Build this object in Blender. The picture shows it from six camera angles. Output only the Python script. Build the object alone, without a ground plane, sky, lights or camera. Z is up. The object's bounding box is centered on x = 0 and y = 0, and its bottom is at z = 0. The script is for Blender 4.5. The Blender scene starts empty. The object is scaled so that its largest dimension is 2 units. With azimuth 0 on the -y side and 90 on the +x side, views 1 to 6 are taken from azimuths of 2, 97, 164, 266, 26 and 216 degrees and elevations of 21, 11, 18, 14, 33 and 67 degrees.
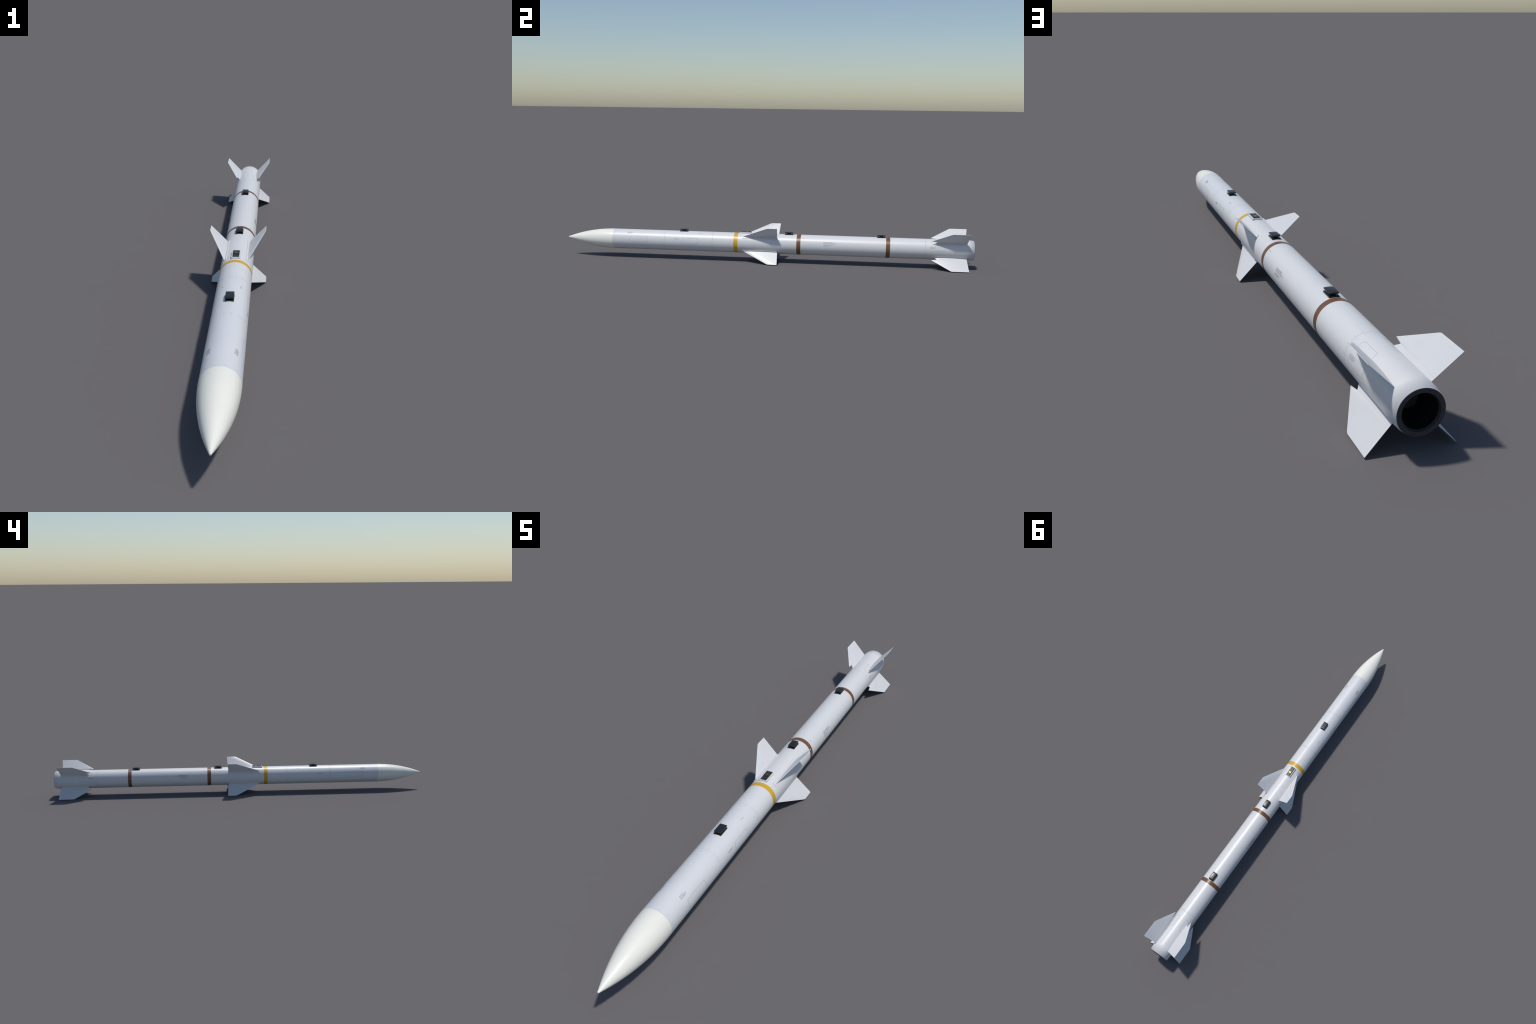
import bpy, bmesh, math, random
from mathutils import Vector, Matrix

random.seed(7)
ZC = 0.0879          # height of the body axis
R = 0.0487           # body radius
rad = math.radians

# ------------------------------------------------------------------ materials
def paint(name, colour, rough=0.38, spec=0.5, metallic=0.0, mottle=0.03, scale=14.0, bump=0.0, coat=0.0):
    m = bpy.data.materials.new(name)
    m.use_nodes = True
    nt = m.node_tree
    b = nt.nodes["Principled BSDF"]
    b.inputs["Roughness"].default_value = rough
    b.inputs["Metallic"].default_value = metallic
    b.inputs["Specular IOR Level"].default_value = spec
    b.inputs["Coat Weight"].default_value = coat
    b.inputs["Coat Roughness"].default_value = 0.25
    tc = nt.nodes.new("ShaderNodeTexCoord")
    nz = nt.nodes.new("ShaderNodeTexNoise")
    nz.inputs["Scale"].default_value = scale
    nz.inputs["Detail"].default_value = 5.0
    nz.inputs["Roughness"].default_value = 0.6
    nt.links.new(tc.outputs["Object"], nz.inputs["Vector"])
    cr = nt.nodes.new("ShaderNodeValToRGB")
    cr.color_ramp.elements[0].position = 0.3
    cr.color_ramp.elements[1].position = 0.7
    lo = tuple(max(0.0, c * (1 - mottle)) for c in colour)
    hi = tuple(min(1.0, c * (1 + mottle)) for c in colour)
    cr.color_ramp.elements[0].color = (*lo, 1)
    cr.color_ramp.elements[1].color = (*hi, 1)
    nt.links.new(nz.outputs["Fac"], cr.inputs["Fac"])
    nt.links.new(cr.outputs["Color"], b.inputs["Base Color"])
    if bump > 0:
        fine = nt.nodes.new("ShaderNodeTexNoise")
        fine.inputs["Scale"].default_value = 900.0
        nt.links.new(tc.outputs["Object"], fine.inputs["Vector"])
        bp = nt.nodes.new("ShaderNodeBump")
        bp.inputs["Strength"].default_value = bump
        bp.inputs["Distance"].default_value = 0.0005
        nt.links.new(fine.outputs["Fac"], bp.inputs["Height"])
        nt.links.new(bp.outputs["Normal"], b.inputs["Normal"])
    return m

M_BODY = paint("pale_grey_paint", (0.635, 0.641, 0.651), rough=0.38, mottle=0.012)
M_TAIL = paint("tail_paint", (0.635, 0.641, 0.651), rough=0.38, mottle=0.012)
def dull_toward_exhaust(m):
    """Paint loses its gloss over the last few centimetres before the exhaust."""
    nt = m.node_tree
    tc = next(n for n in nt.nodes if n.type == "TEX_COORD")
    sep = nt.nodes.new("ShaderNodeSeparateXYZ")
    mr = nt.nodes.new("ShaderNodeMapRange")
    mr.interpolation_type = "SMOOTHSTEP"
    for k, v in (("From Min", 0.945), ("From Max", 0.982), ("To Min", 0.38), ("To Max", 0.75)):
        mr.inputs[k].default_value = v
    nt.links.new(tc.outputs["Object"], sep.inputs[0])
    nt.links.new(sep.outputs["Y"], mr.inputs["Value"])
    nt.links.new(mr.outputs["Result"], nt.nodes["Principled BSDF"].inputs["Roughness"])
dull_toward_exhaust(M_TAIL)
M_SEEK = paint("pale_lavender_grey_paint", (0.626, 0.639, 0.661), rough=0.38, mottle=0.012)
M_FIN = paint("fin_paint", (0.613, 0.618, 0.632), rough=0.38, mottle=0.015)
M_NOSE = paint("ceramic_white", (0.777, 0.776, 0.705), rough=0.34, mottle=0.012)
M_YEL = paint("yellow_paint", (0.592, 0.359, 0.027), rough=0.38, mottle=0.03)
M_BRN = paint("brown_paint", (0.157, 0.0743, 0.036), rough=0.38, mottle=0.04)
M_DARK = paint("dark_lug_metal", (0.016, 0.0172, 0.0195), rough=0.32, mottle=0.15, scale=60, spec=0.42)
M_PLATE = paint("dark_connector", (0.022, 0.023, 0.026), rough=0.4, mottle=0.1, scale=60)
M_GOLD = paint("gold_contact", (0.55, 0.40, 0.06), rough=0.2, metallic=1.0, mottle=0.04)
M_RING = paint("dark_exhaust_ring", (0.033, 0.035, 0.040), rough=0.6, mottle=0.08, scale=40)
M_BORE = paint("black_bore", (0.0035, 0.0035, 0.0035), rough=0.75, spec=0.2, mottle=0.25, scale=40)  # near-black base colour of the bore wall
M_THROAT = paint("throat_lit_grey", (0.018, 0.019, 0.02), rough=0.6, mottle=0.2, scale=50)  # paler than the bore: light falling on the closed end, put into the colour
M_LIP = paint("dark_lip", (0.006, 0.0063, 0.007), rough=0.6, mottle=0.1, scale=50)
M_BOLT = paint("dark_bolt", (0.006, 0.006, 0.007), rough=0.7, mottle=0.1, scale=60)
M_LINE = paint("raised_line_strip", (0.33, 0.335, 0.345), rough=0.6, mottle=0.05)  # grey for strips laid on the skin; no gap is cut
M_RIVET = paint("fastener_grey", (0.42, 0.425, 0.44), rough=0.45, mottle=0.06, scale=120)
M_INK = paint("grey_stencil_ink", (0.28, 0.28, 0.28), rough=0.6, mottle=0.06)

# ------------------------------------------------------------------ helpers
ROOT = bpy.data.objects.new("air_to_air_missile", None)
ROOT.empty_display_size = 0.1
ROOT["label"] = "slender pale grey missile with white nose, four wings, four fins"
ROOT["category"] = "missile"
bpy.context.scene.collection.objects.link(ROOT)

def add(name, verts, faces, mat, parent=None, smooth=35.0, stuff=False):
    me = bpy.data.meshes.new(name)
    me.from_pydata([tuple(v) for v in verts], [], faces)
    bm = bmesh.new()
    bm.from_mesh(me)
    bmesh.ops.remove_doubles(bm, verts=bm.verts, dist=1e-7)
    bmesh.ops.recalc_face_normals(bm, faces=bm.faces)
    bm.to_mesh(me)
    bm.free()
    me.materials.append(mat)
    if smooth:
        for p in me.polygons:
            p.use_smooth = True
        me.set_sharp_from_angle(angle=rad(smooth))
    o = bpy.data.objects.new(name, me)
    bpy.context.scene.collection.objects.link(o)
    o.parent = parent or ROOT
    if stuff:
        o["kind"] = "stuff"
    return o

def pt(y, a, r=R):
    """Point at station y, clock angle a (deg, 0 = up, + toward +x), radius r."""
    return (r * math.sin(rad(a)), y, ZC + r * math.cos(rad(a)))

def lathe(name, profile, mat, parent=None, n=160, smooth=30.0):
    """Turn a list of (y, r) about the body axis; r = 0 closes to a pole."""
    verts, faces, rings = [], [], []
    for y, r in profile:
        if r < 1e-6:
            rings.append([len(verts)])
            verts.append((0, y, ZC))
        else:
            rings.append(list(range(len(verts), len(verts) + n)))
            verts += [pt(y, 360.0 * i / n, r) for i in range(n)]
    for a, b in zip(rings, rings[1:]):
        for i in range(n):
            j = (i + 1) % n
            if len(a) == 1:
                faces.append((a[0], b[i], b[j]))
            elif len(b) == 1:
                faces.append((a[i], b[0], a[j]))
            else:
                faces.append((a[i], b[i], b[j], a[j]))
    return add(name, verts, faces, mat, parent, smooth)

def section(name, y0, y1, mat, g0=0.00035, g1=0.00035, extra=()):
    """Cylindrical body section with chamfered ends so that joints read as seams."""
    d = 0.0006
    prof = [(y0 + 0.0001, 0), (y0 + 0.0001, R - d), (y0 + g0, R)]
    steps = 8
    for i in range(1, steps):
        prof.append((y0 + g0 + (y1 - y0 - g0 - g1) * i / steps, R))
    prof += [(y1 - g1, R), (y1 - 0.0001, R - d), (y1 - 0.0001, 0)]
    return lathe(name, prof, mat)

class Soup:
    """Collects quads/discs lying on the body into one joined mesh."""
    def __init__(self):
        self.v, self.f = [], []
    def prism(self, loop_lo, loop_hi):
        n = len(loop_lo); k = len(self.v)
        self.v += loop_lo + loop_hi
        self.f.append(tuple(range(k + n, k + 2 * n)))
        for i in range(n):
            j = (i + 1) % n
            self.f.append((k + i, k + j, k + n + j, k + n + i))
    def disc(self, y, a, rr, h=0.00025, n=12, sink=0.0004):
        lo, mid, hi = [], [], []
        for i in range(n):
            t = math.tau * i / n
            dy, da = rr * math.cos(t), math.degrees(rr * math.sin(t) / R)
            lo.append(pt(y + dy, a + da, R - sink))
            hi.append(pt(y + dy, a + da, R + h))
        self.prism(lo, hi)
    def bar(self, y0, y1, a0, a1, h=0.00012):
        lo = [pt(y0, a0, R - 0.0003), pt(y1, a0, R - 0.0003), pt(y1, a1, R - 0.0003), pt(y0, a1, R - 0.0003)]
        hi = [pt(y0, a0, R + h), pt(y1, a0, R + h), pt(y1, a1, R + h), pt(y0, a1, R + h)]
        self.prism(lo, hi)

def rounded_extent(a, a0, a1, y0, y1, rc):
    """y-range of a rounded rectangle on the unrolled skin at clock angle a."""
    s, s0, s1 = rad(a) * R, rad(a0) * R, rad(a1) * R
    e = 0.0
    if s < s0 + rc:
        e = rc - math.sqrt(max(0, rc * rc - (s0 + rc - s) ** 2))
    elif s > s1 - rc:
        e = rc - math.sqrt(max(0, rc * rc - (s - s1 + rc) ** 2))
    return y0 + e, y1 - e

def patch(name, y0, y1, a0, a1, rc, h, mat, parent=None, bev=0.0, stations=24):
    """Raised plate hugging the body, with rounded corners and a sloping rim."""
    angs = []
    rd = math.degrees(max(rc, 1e-5) / R)
    for i in range(7):
        angs.append(a0 + rd * (1 - math.cos(math.pi / 2 * i / 6)))
    for i in range(1, stations):
        angs.append(a0 + rd + (a1 - a0 - 2 * rd) * i / stations)
    for i in range(7):
        angs.append(a1 - rd * (1 - math.cos(math.pi / 2 * (6 - i) / 6)))
    verts, faces = [], []
    bd = math.degrees(bev / R)
    for a in angs:
        ya, yb = rounded_extent(a, a0, a1, y0, y1, rc)
        f = (a - a0) / (a1 - a0)
        ai = a0 + bd + f * (a1 - a0 - 2 * bd)
        yc = (ya + yb) / 2
        verts += [pt(min(ya, yc), a, R - 0.0006), pt(min(ya + bev, yc), ai, R + h),
                  pt(max(yb - bev, yc), ai, R + h), pt(max(yb, yc), a, R - 0.0006)]
    for i in range(len(angs) - 1):
        k, q = 4 * i, 4 * i + 4
        for j in range(3):
            faces.append((k + j, k + j + 1, q + j + 1, q + j))
    faces.append((0, 1, 2, 3))
    faces.append((len(verts) - 4, len(verts) - 3, len(verts) - 2, len(verts) - 1))
    return add(name, verts, faces, mat, parent, 25.0)

def outline(name, y0, y1, a0, a1, rc, w, mat, parent=None, h=0.00014):
    """Thin rounded-rectangle raised strip around an access panel, in place of a cut gap."""
    def loop(g):
        out = []
        rr, s0, s1 = rc + g, rad(a0) * R - g, rad(a1) * R + g
        ya, yb = y0 - g, y1 + g
        corners = [(yb - rr, s1 - rr, 0), (ya + rr, s1 - rr, 90), (ya + rr, s0 + rr, 180), (yb - rr, s0 + rr, 270)]
        for cy, cs, t0 in corners:
            for i in range(7):
                t = rad(t0 + 15 * i)
                out.append((cy + rr * math.cos(t), cs + rr * math.sin(t)))
        dense = []
        for p, q in zip(out, out[1:] + out[:1]):
            m = max(1, int(abs(q[1] - p[1]) / 0.0012))
            dense += [(p[0] + (q[0] - p[0]) * i / m, p[1] + (q[1] - p[1]) * i / m) for i in range(m)]
        return dense
    L0, L1 = loop(w / 2), loop(-w / 2)
    n = min(len(L0), len(L1))
    assert len(L0) == len(L1), (name, len(L0), len(L1))
    verts, faces = [], []
    for lp in (L0, L1):
        for rr in (R - 0.0004, R + h):
            verts += [pt(y, math.degrees(s / R), rr) for y, s in lp]
    for i in range(n):
        j = (i + 1) % n
        faces.append((i, j, n + j, n + i))                       # outer wall
        faces.append((n + i, n + j, 3 * n + j, 3 * n + i))       # top
        faces.append((3 * n + i, 3 * n + j, 2 * n + j, 2 * n + i))
    return add(name, verts, faces, mat, parent, 40.0)

# ------------------------------------------------------------------ body
Y_NOSE, Y_S1, Y_S2, Y_S3, Y_S4, Y_END = -1.0, -0.7537, -0.4918, -0.2512, 0.7727, 1.0

# ogive radome with a small blunt tip
L, r0 = 0.2445, 0.0031
rise = R - r0
rho = (rise * rise + L * L) / (2 * rise)
prof = [(Y_NOSE, 0), (Y_NOSE, 0.0012), (Y_NOSE + 0.0001, 0.0019), (Y_NOSE + 0.0005, 0.0025), (Y_NOSE + 0.0012, 0.0028)]
for i in range(41):
    t = i / 40
    x = L * (1 - t)
    prof.append((Y_NOSE + 0.0030 + L * t - 0.0011 * t, math.sqrt(rho * rho - x * x) - rho + R))
prof[-1] = (Y_S1 - 0.0002, R)
prof += [(Y_S1 - 0.0001, R - 0.0006), (Y_S1 - 0.0001, 0)]
lathe("nose_cone", prof, M_NOSE)

seeker = section("seeker_section", Y_S1, Y_S2, M_SEEK, g0=0.0003)
guidance = section("guidance_section", Y_S2, Y_S3, M_SEEK)
motor = section("motor_section", Y_S3, Y_S4, M_BODY)

# tail section: rounds down to the exhaust plane
prof = [(Y_S4 + 0.0001, 0), (Y_S4 + 0.0001, R - 0.0006), (Y_S4 + 0.00035, R)]
Y_TURN = 0.958
prof += [(Y_S4 + (Y_TURN - Y_S4) * i / 8, R) for i in range(1, 9)]
for i in range(1, 25):
    t = math.sin(math.pi / 2 * i / 24)
    drop = 0.0040 * (0.35 * t ** 2 + 0.65 * (1 - math.sqrt(max(0.0, 1 - (0.985 * t) ** 2))))
    prof.append((Y_TURN + (Y_END - 0.0008 - Y_TURN) * t, R - drop))
R_OUT = prof[-1][1]
prof += [(Y_END - 0.0009, R_OUT - 0.0008), (Y_END - 0.003, R_OUT - 0.0012), (Y_END - 0.003, 0.0380), (Y_END - 0.06, 0.0380), (Y_END - 0.06, 0)]
tail = lathe("tail_section", prof, M_TAIL)
def soften_turn(o):
    """Ease the shading normals over the closing turn of the tail toward the exhaust plane."""
    me = o.data
    normals = [tuple(n.vector) for n in me.corner_normals]
    for l in me.loops:
        x, y, z = me.vertices[l.vertex_index].co
        q = math.hypot(x, z - ZC)
        if Y_TURN - 1e-5 <= y <= Y_END and q > R - 0.0044 and abs(normals[l.index][1]) < 0.96:
            t = (y - Y_TURN) / (Y_END - Y_TURN)
            n = Vector((x / q, 0, (z - ZC) / q)) + Vector((0, 1.0, 0)) * t * 1.05
            normals[l.index] = tuple(n.normalized())
    me.normals_split_custom_set(normals)
soften_turn(tail)

# exhaust: flat dark ring, a lip, then a throat converging to a closed disc
ring = lathe("exhaust_ring", [(Y_END - 0.0025, 0.0372), (Y_END - 0.0025, R_OUT - 0.0014), (Y_END - 0.0008, R_OUT - 0.0002), (Y_END - 0.0007, R_OUT + 0.0001), (Y_END - 0.0003, R_OUT),
                              (Y_END, R_OUT - 0.0002), (Y_END, 0.0368), (Y_END - 0.0004, 0.0364),
                              (Y_END - 0.0025, 0.0362), (Y_END - 0.0025, 0.0372)], M_RING)
lathe("exhaust_lip", [(Y_END - 0.0027, 0.0377), (Y_END - 0.0022, 0.0364), (Y_END - 0.0042, 0.0340), (Y_END - 0.0052, 0.0340), (Y_END - 0.0052, 0.0377), (Y_END - 0.0027, 0.0377)], M_LIP, ring)
lathe("exhaust_bore", [(Y_END - 0.0050, 0.0342), (Y_END - 0.012, 0.0330),
                       (Y_END - 0.022, 0.0300), (Y_END - 0.035, 0.0245), (Y_END - 0.0495, 0.0185)], M_BORE, smooth=40)
lathe("exhaust_throat", [(Y_END - 0.0495, 0.0187), (Y_END - 0.0500, 0.0185), (Y_END - 0.0500, 0)], M_THROAT, smooth=25)
bolt_mesh = None
for i in range(10):
    a = 18.0 + 36.0 * i
    n = 10
    c = Vector(pt(Y_END, a, 0.0407))
    if bolt_mesh is None:
        v, f = [], []
        for yy, rr in ((-0.001, 0.00115), (0.0005, 0.00115), (0.0007, 0.00095)):
            v += [(rr * math.cos(math.tau * k / n), yy, rr * math.sin(math.tau * k / n)) for k in range(n)]
        for b in range(2):
            f += [(b * n + k, b * n + (k + 1) % n, b * n + n + (k + 1) % n, b * n + n + k) for k in range(n)]
        f += [tuple(range(2 * n, 3 * n)), tuple(range(n))]
        o = add("bolt", v, f, M_BOLT, ring, 30)
        bolt_mesh = o.data
    else:
        o = bpy.data.objects.new("bolt", bolt_mesh)
        bpy.context.scene.collection.objects.link(o)
        o.parent = ring
    o.location = c - Vector((0, 0.0003, 0))

# painted bands, a hair proud of the skin
def band(name, y0, y1, mat):
    h = 0.00015
    lathe(name, [(y0, R - 0.0008), (y0, R + h), (y1, R + h), (y1, R - 0.0008), (y0, R - 0.0008)], mat, smooth=25)
band("yellow_band", -0.1464, -0.1265, M_YEL)
band("brown_band", 0.1611, 0.1805, M_BRN)
band("brown_band", 0.5881, 0.6073, M_BRN)

# ------------------------------------------------------------------ fasteners round the seams
def rivet_rows(parent, rows):
    s = Soup()
    for y, a0, n in rows:
        for i in range(n):
            s.disc(y, a0 + 360.0 * i / n, 0.0011)
    add("rivet_row", s.v, s.f, M_RIVET, parent, 30, stuff=True)
rivet_rows(seeker, [(-0.7460, 15.0, 12), (-0.4996, 11.25, 16)])
rivet_rows(guidance, [(-0.4852, 11.25, 16), (-0.2574, 11.25, 16)])
rivet_rows(motor, [(-0.2437, 11.25, 16), (0.7660, 11.25, 16)])
rivet_rows(tail, [(0.7811, 11.25, 16)])

# ------------------------------------------------------------------ access panels
def access_panel(parent, y0, y1, a0, a1, screws=3, rc=0.004):
    p = patch("access_panel", y0, y1, a0, a1, rc, 0.00010, M_SEEK if y1 < -0.25 else M_BODY, parent, 0.0001)
    outline("raised_line_strip", y0, y1, a0, a1, rc, 0.0007, M_LINE, p)
    if screws:
        s = Soup()
        da = math.degrees(0.0042 / R)
        for i in range(screws):
            y = y0 + 0.0045 + (y1 - y0 - 0.009) * i / (screws - 1)
            for a in (a0 + da, a1 - da):
                s.disc(y, a, 0.0010, h=0.0003)
        add("panel_screw", s.v, s.f, M_RIVET, p, 30, stuff=True)
    return p
access_panel(seeker, -0.6650, -0.5762, 63.0, 96.0)
access_panel(seeker, -0.6650, -0.5762, -96.0, -63.0)
access_panel(guidance, -0.4006, -0.3234, 65.0, 99.0)
access_panel(motor, 0.3017, 0.3685, -150.0, -118.0, screws=0)
for sgn in (1, -1):
    a, b = sorted((sgn * 67.0, sgn * 90.5))
    access_panel(tail, 0.7920, 0.8625, a, b, screws=0, rc=0.003)
    a, b = sorted((sgn * 23.0, sgn * 52.0))
    access_panel(tail, 0.8012, 0.8608, a, b)

# ------------------------------------------------------------------ stencilled markings (illegibly small lettering)
def stencil(s, y0, y1, a, h, rnd, mirror):
    """One line of tiny letter strokes between stations y0 and y1 centred on clock angle a."""
    sg = -1 if mirror else 1
    w = h * 0.62
    ha = math.degrees(h / R)
    st = h * 0.17
    sa = math.degrees(st / R)
    y = y0
    word = rnd.randint(3, 8)
    while y + w <= y1 + 1e-6:
        if word == 0:
            word = rnd.randint(3, 8)
            y += w * 0.7
            continue
        word -= 1
        gw = w * 0.78
        kind = rnd.choice(("left", "both", "mid", "bars", "left", "both"))
        top, bot = a - ha / 2, a + ha / 2
        def bar(ya, yb, p, q):
            p, q = sorted((sg * p, sg * q))
            s.bar(ya, yb, p, q)
        if kind in ("left", "both"):
            bar(y, y + st, top, bot)
        if kind == "both":
            bar(y + gw - st, y + gw, top, bot)
        if kind == "mid":
            bar(y + gw / 2 - st / 2, y + gw / 2 + st / 2, top, bot)
        for lev in rnd.sample((0.0, 0.5, 1.0), 2 if kind != "bars" else 3):
            c = top + sa / 2 + (ha - sa) * lev
            bar(y + (st if kind != "mid" else 0), y + gw - (st if kind == "both" else 0), c - sa / 2, c + sa / 2)
        y += w
MARKS = {
    "seeker": (seeker, [(-0.6810, -0.6600, 36.2, 0.0020), (-0.6790, -0.6520, 40.2, 0.0020), (-0.6810, -0.6540, 43.4, 0.0020), (-0.6810, -0.6580, 46.4, 0.0020)]),
    "guidance": (guidance, [(-0.4438, -0.4125, 71.0, 0.0020), (-0.4400, -0.4190, 74.2, 0.0017), (-0.3225, -0.3035, 31.0, 0.0022)]),
    "motor": (motor, [(0.2911, 0.3400, 63.6, 0.0042), (0.2911, 0.3545, 70.0, 0.0042), (0.2914, 0.3350, 78.6, 0.0026), (0.2914, 0.3200, 82.6, 0.0026),
                      (0.1874, 0.2015, 42.8, 0.0018)]),
    "tail": (tail, [(0.7945, 0.8160, 69.6, 0.0019), (0.7945, 0.8220, 72.2, 0.0019), (0.7945, 0.8190, 74.8, 0.0019), (0.7960, 0.8120, 77.4, 0.0019)]),
}
for key, (par, lines) in MARKS.items():
    for mirror in (False, True):
        rnd = random.Random(key)
        s = Soup()
        for (y0, y1, a, h) in lines:
            stencil(s, y0, y1, a, h, rnd, mirror)
        add("stencil_marking", s.v, s.f, M_INK, par, 0, stuff=True)

# ------------------------------------------------------------------ wings and tail fins
U = [0, .012, .03, .06, .1, .16, .23, .31, .4, .5, .6, .7, .8, .88, .95, 1.0]
def section_half(u, hmax, edge):
    """Half thickness along the chord: rounded front, long taper to a thin trailing edge."""
    m = 0.45
    p = math.sqrt(max(0.0, 1 - ((m - u) / m) ** 2)) * 0.6 + (1 - ((m - u) / m) ** 2) * 0.4 if u < m else 1 - ((u - m) / (1 - m)) ** 1.7
    return edge + (hmax - edge) * p

def blade(name, stations, mat, edge=0.0003):
    """Loft of chord sections; stations are (span radius, leading y, trailing y, max half thickness)."""
    verts, faces = [], []
    n = len(U)
    for r, ya, yb, hm in stations:
        for s in (1, -1):
            for u in U:
                verts.append((s * section_half(u, hm, edge), ya + (yb - ya) * u, r))
    m = 2 * n
    for k in range(len(stations) - 1):
        a, b = k * m, (k + 1) * m
        for i in range(n - 1):
            faces.append((a + i, a + i + 1, b + i + 1, b + i))
            faces.append((a + n + i, b + n + i, b + n + i + 1, a + n + i + 1))
        faces.append((a, b, b + n, a + n))
        faces.append((a + n - 1, a + 2 * n - 1, b + 2 * n - 1, b + n - 1))
    for a in (0, (len(stations) - 1) * m):
        for i in range(n - 1):
            faces.append((a + i, a + n + i, a + n + i + 1, a + i + 1))
    return add(name, verts, faces, mat, None, 32)

def around(first, name):
    """Four copies in an X about the body axis, sharing one mesh."""
    first.location = (0, 0, ZC)
    first.rotation_euler = (0, rad(45), 0)
    for a in (135, 225, 315):
        o = bpy.data.objects.new(name, first.data)
        bpy.context.scene.collection.objects.link(o)
        o.parent = ROOT
        o.location = (0, 0, ZC)
        o.rotation_euler = (0, rad(a), 0)

# wing: swept leading edge with a softened tip corner, straight trailing edge
le0, le1, te0, te1, rt, rr = -0.1090, 0.0245, 0.0668, 0.0710, 0.1238, 0.0460
st = []
for i in range(9):
    t = i / 8
    r = rr + (rt - 0.0022 - rr) * t
    ya = le0 + (le1 - le0) * (r - rr) / (rt - rr)
    st.append((r, ya, te0 + (te1 - te0) * t, 0.0022 * (1 - 0.68 * t)))
y_c = st[-1][1]
st += [(rt - 0.0010, y_c + 0.0030, te1, 0.0006), (rt - 0.0003, y_c + 0.0062, te1 - 0.0001, 0.0006), (rt, y_c + 0.0100, te1 - 0.0006, 0.0005)]
wing = blade("wing", st, M_FIN)
def soften_leading_edge(o, reach, amount):
    """Roll the shading normals of the broad faces over toward the swept leading edge."""
    me = o.data
    d = Vector((0, le1 - le0, rt - rr)).normalized()      # along the leading edge
    out = Vector((0, -d.z, d.y))                           # in-plane, away from the blade
    normals = [Vector(n.vector) for n in me.corner_normals]
    for l in me.loops:
        n = normals[l.index]
        if abs(n.x) > 0.8:
            p = me.vertices[l.vertex_index].co
            dist = -(p - Vector((p.x, le0, rr))).dot(out)
            f = amount * max(0.0, 1 - max(0.0, dist) / reach)
            normals[l.index] = (Vector((math.copysign(1, n.x), n.y, n.z)) + out * f).normalized()
    me.normals_split_custom_set([tuple(n) for n in normals])
soften_leading_edge(wing, 0.022, 0.2)
around(wing, "wing")

# tail fin: outer panel whose leading corner overhangs a short root stub
st = []
stub = [(0.0455, 0.8130), (0.0505, 0.8163), (0.0555, 0.8226), (0.0594, 0.8262)]
te = lambda r: 0.9645 + (0.9735 - 0.9645) * (r - 0.0455) / (0.1238 - 0.0455)
for r, ya in stub:
    st.append((r, ya, te(r), 0.0040 - 0.0010 * (r - 0.0455) / 0.014))
for r, ya in ((0.0608, 0.8180), (0.0622, 0.8090), (0.0638, 0.8006)):
    st.append((r, ya, te(r), 0.0036))
for i in range(1, 9):
    t = i / 8
    r = 0.0638 + (0.1220 - 0.0638) * t
    st.append((r, 0.8006 + (0.8895 - 0.8006) * t, te(r), 0.0036 * (1 - 0.8 * t)))
st += [(0.1232, 0.8925, te(0.1232), 0.0006), (0.1238, 0.8960, te(0.1238) - 0.0008, 0.0005)]
around(blade("tail_fin", st, M_FIN), "tail_fin")

# raised root plates under the wings
for a in (45, 135, 225, 315):
    patch("wing_root_plate", -0.1055, 0.0655, a - 9.6, a + 9.6, 0.0004, 0.0019, M_FIN, None, 0.0007, stations=12)
    s = Soup()
    s.bar(-0.1195, -0.1070, a - 0.45, a + 0.45)
    add("alignment_line", s.v, s.f, M_LINE, motor, 0)

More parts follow.
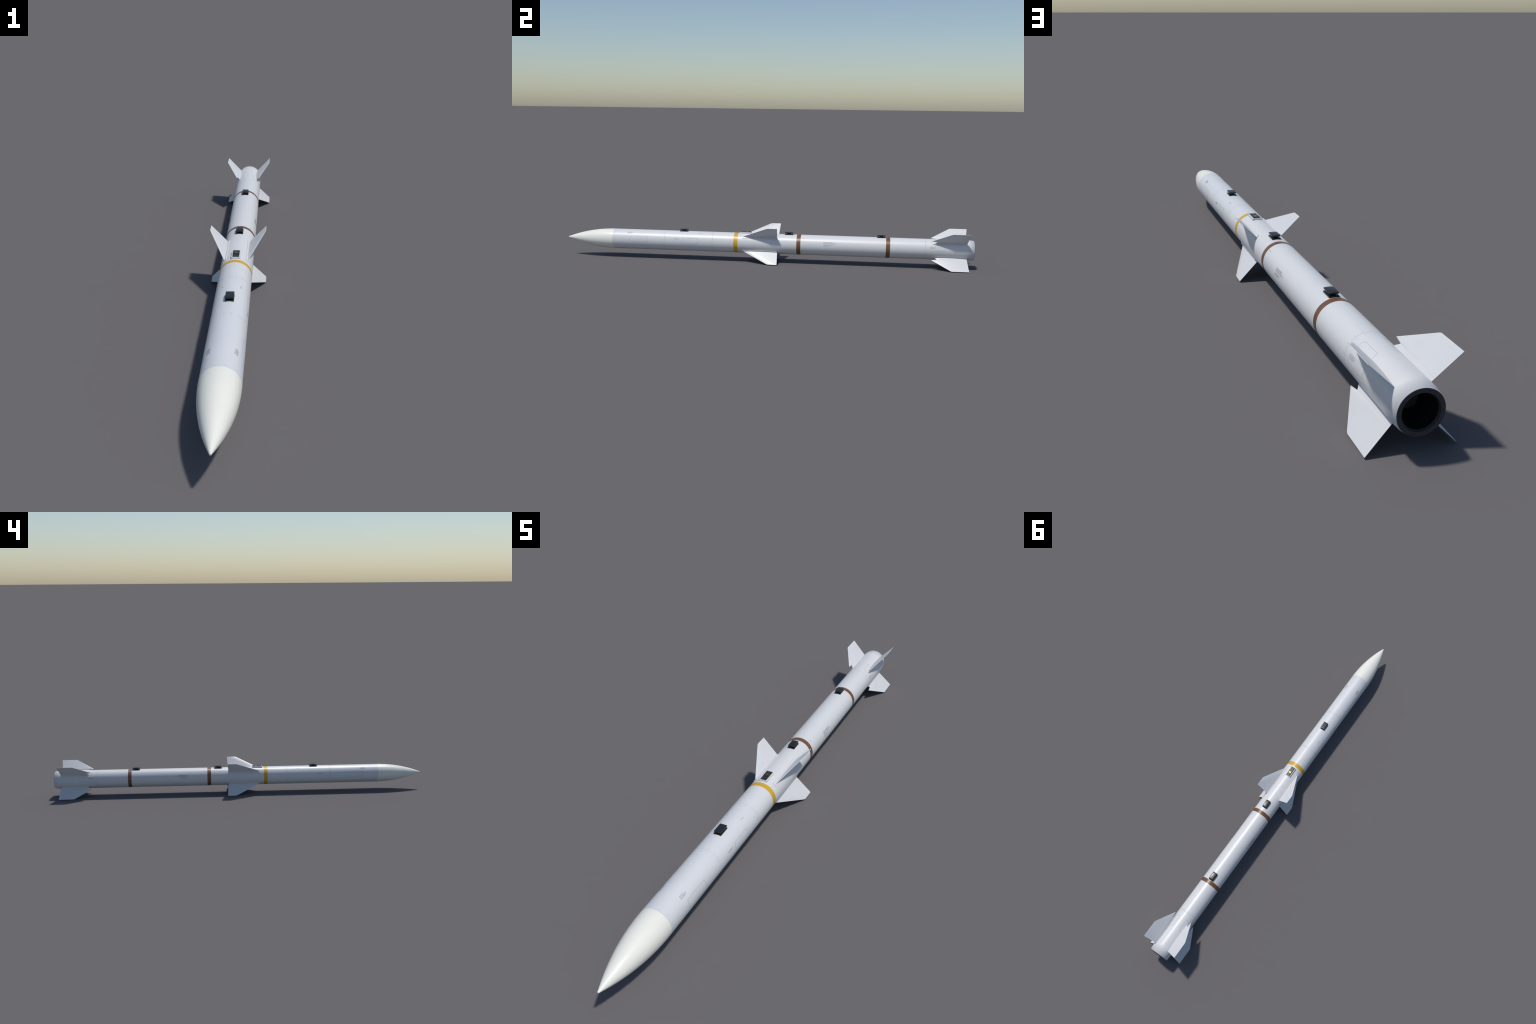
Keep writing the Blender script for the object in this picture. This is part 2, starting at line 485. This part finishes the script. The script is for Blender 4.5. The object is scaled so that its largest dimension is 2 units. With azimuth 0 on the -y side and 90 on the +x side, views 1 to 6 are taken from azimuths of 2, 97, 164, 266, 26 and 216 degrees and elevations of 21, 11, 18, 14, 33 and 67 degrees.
# ------------------------------------------------------------------ suspension lugs
def bevel_box(name, x, y0, y1, z0, z1, mat, parent, bev=0.0005, crown=0.0):
    """Chamfered block whose top face is slightly bowed by crown."""
    bm = bmesh.new()
    n = 6
    g = {}
    for k, z in ((0, z0), (1, z1)):
        for i in range(n + 1):
            for j in range(n + 1):
                if k == 0 and 0 < i < n and 0 < j < n:
                    continue
                p, q = 2 * i / n - 1, 2 * j / n - 1
                zz = z + (crown * (1 - p * p) + 1.15 * crown * (1 - q * q) if k else 0)
                g[(k, i, j)] = bm.verts.new((x * p, (y0 + y1) / 2 + (y1 - y0) / 2 * q, zz))
    for i in range(n):
        for j in range(n):
            bm.faces.new((g[(1, i, j)], g[(1, i + 1, j)], g[(1, i + 1, j + 1)], g[(1, i, j + 1)]))
        for e in (0, n):
            bm.faces.new((g[(0, i, e)], g[(0, i + 1, e)], g[(1, i + 1, e)], g[(1, i, e)]))
            bm.faces.new((g[(0, e, i)], g[(0, e, i + 1)], g[(1, e, i + 1)], g[(1, e, i)]))
    rim = [(i, 0) for i in range(n)] + [(n, j) for j in range(n)] + [(i, n) for i in range(n, 0, -1)] + [(0, j) for j in range(n, 0, -1)]
    bm.faces.new([g[(0, i, j)] for i, j in rim])
    bmesh.ops.recalc_face_normals(bm, faces=bm.faces)
    hard = [e for e in bm.edges if len(e.link_faces) == 2 and e.calc_face_angle(0) > rad(40)]
    if bev:
        bmesh.ops.bevel(bm, geom=hard, offset=bev, segments=2, profile=0.5, affect="EDGES")
    me = bpy.data.meshes.new(name)
    bm.to_mesh(me)
    bm.free()
    me.materials.append(mat)
    for p in me.polygons:
        p.use_smooth = True
    me.set_sharp_from_angle(angle=rad(40))
    o = bpy.data.objects.new(name, me)
    bpy.context.scene.collection.objects.link(o)
    o.parent = parent
    return o

ZT = ZC + R
for yc, dome in ((-0.4000, 0.0001), (0.1215, 0.0007), (0.5655, 0.0007)):
    lug = bevel_box("suspension_lug", 0.0117, yc - 0.0202, yc + 0.0202, ZT - 0.004, ZT + 0.0027, M_DARK, ROOT, 0.0004)
    bevel_box("lug_neck", 0.0062, yc - 0.0098, yc + 0.0098, ZT + 0.0020, ZT + 0.0078, M_DARK, lug, 0)
    bevel_box("lug_top", 0.0113, yc - 0.0196, yc + 0.0196, ZT + 0.0074, ZT + 0.0108 - 1.2 * dome, M_DARK, lug, 0.0005, crown=dome)

# umbilical connector: white collar, two-step dark insert and a gold contact
bx0, bx1 = -0.1186, -0.0645
col = bevel_box("connector_collar", 0.0137, bx0, bx1, ZT - 0.006, ZT + 0.0050, M_FIN, ROOT, 0.0008)
bevel_box("connector_insert", 0.0100, bx0 + 0.0022, -0.0945, ZT + 0.002, ZT + 0.0062, M_PLATE, col, 0.0003)
rear = bevel_box("connector_insert", 0.0100, -0.0943, bx1 - 0.0018, ZT + 0.002, ZT + 0.0072, M_PLATE, col, 0.0003)
v, f, n = [], [], 28
for zz, q in ((ZT + 0.006, 0.0065), (ZT + 0.0071, 0.0065), (ZT + 0.00735, 0.0065)):
    v += [(q * math.cos(math.tau * k / n), -0.0855 + q * math.sin(math.tau * k / n), zz) for k in range(n)]
for b in range(2):
    f += [(b * n + k, b * n + (k + 1) % n, b * n + n + (k + 1) % n, b * n + n + k) for k in range(n)]
f += [tuple(range(2 * n, 3 * n)), tuple(range(n))]
add("contact_disc", v, f, M_GOLD, rear, 0)
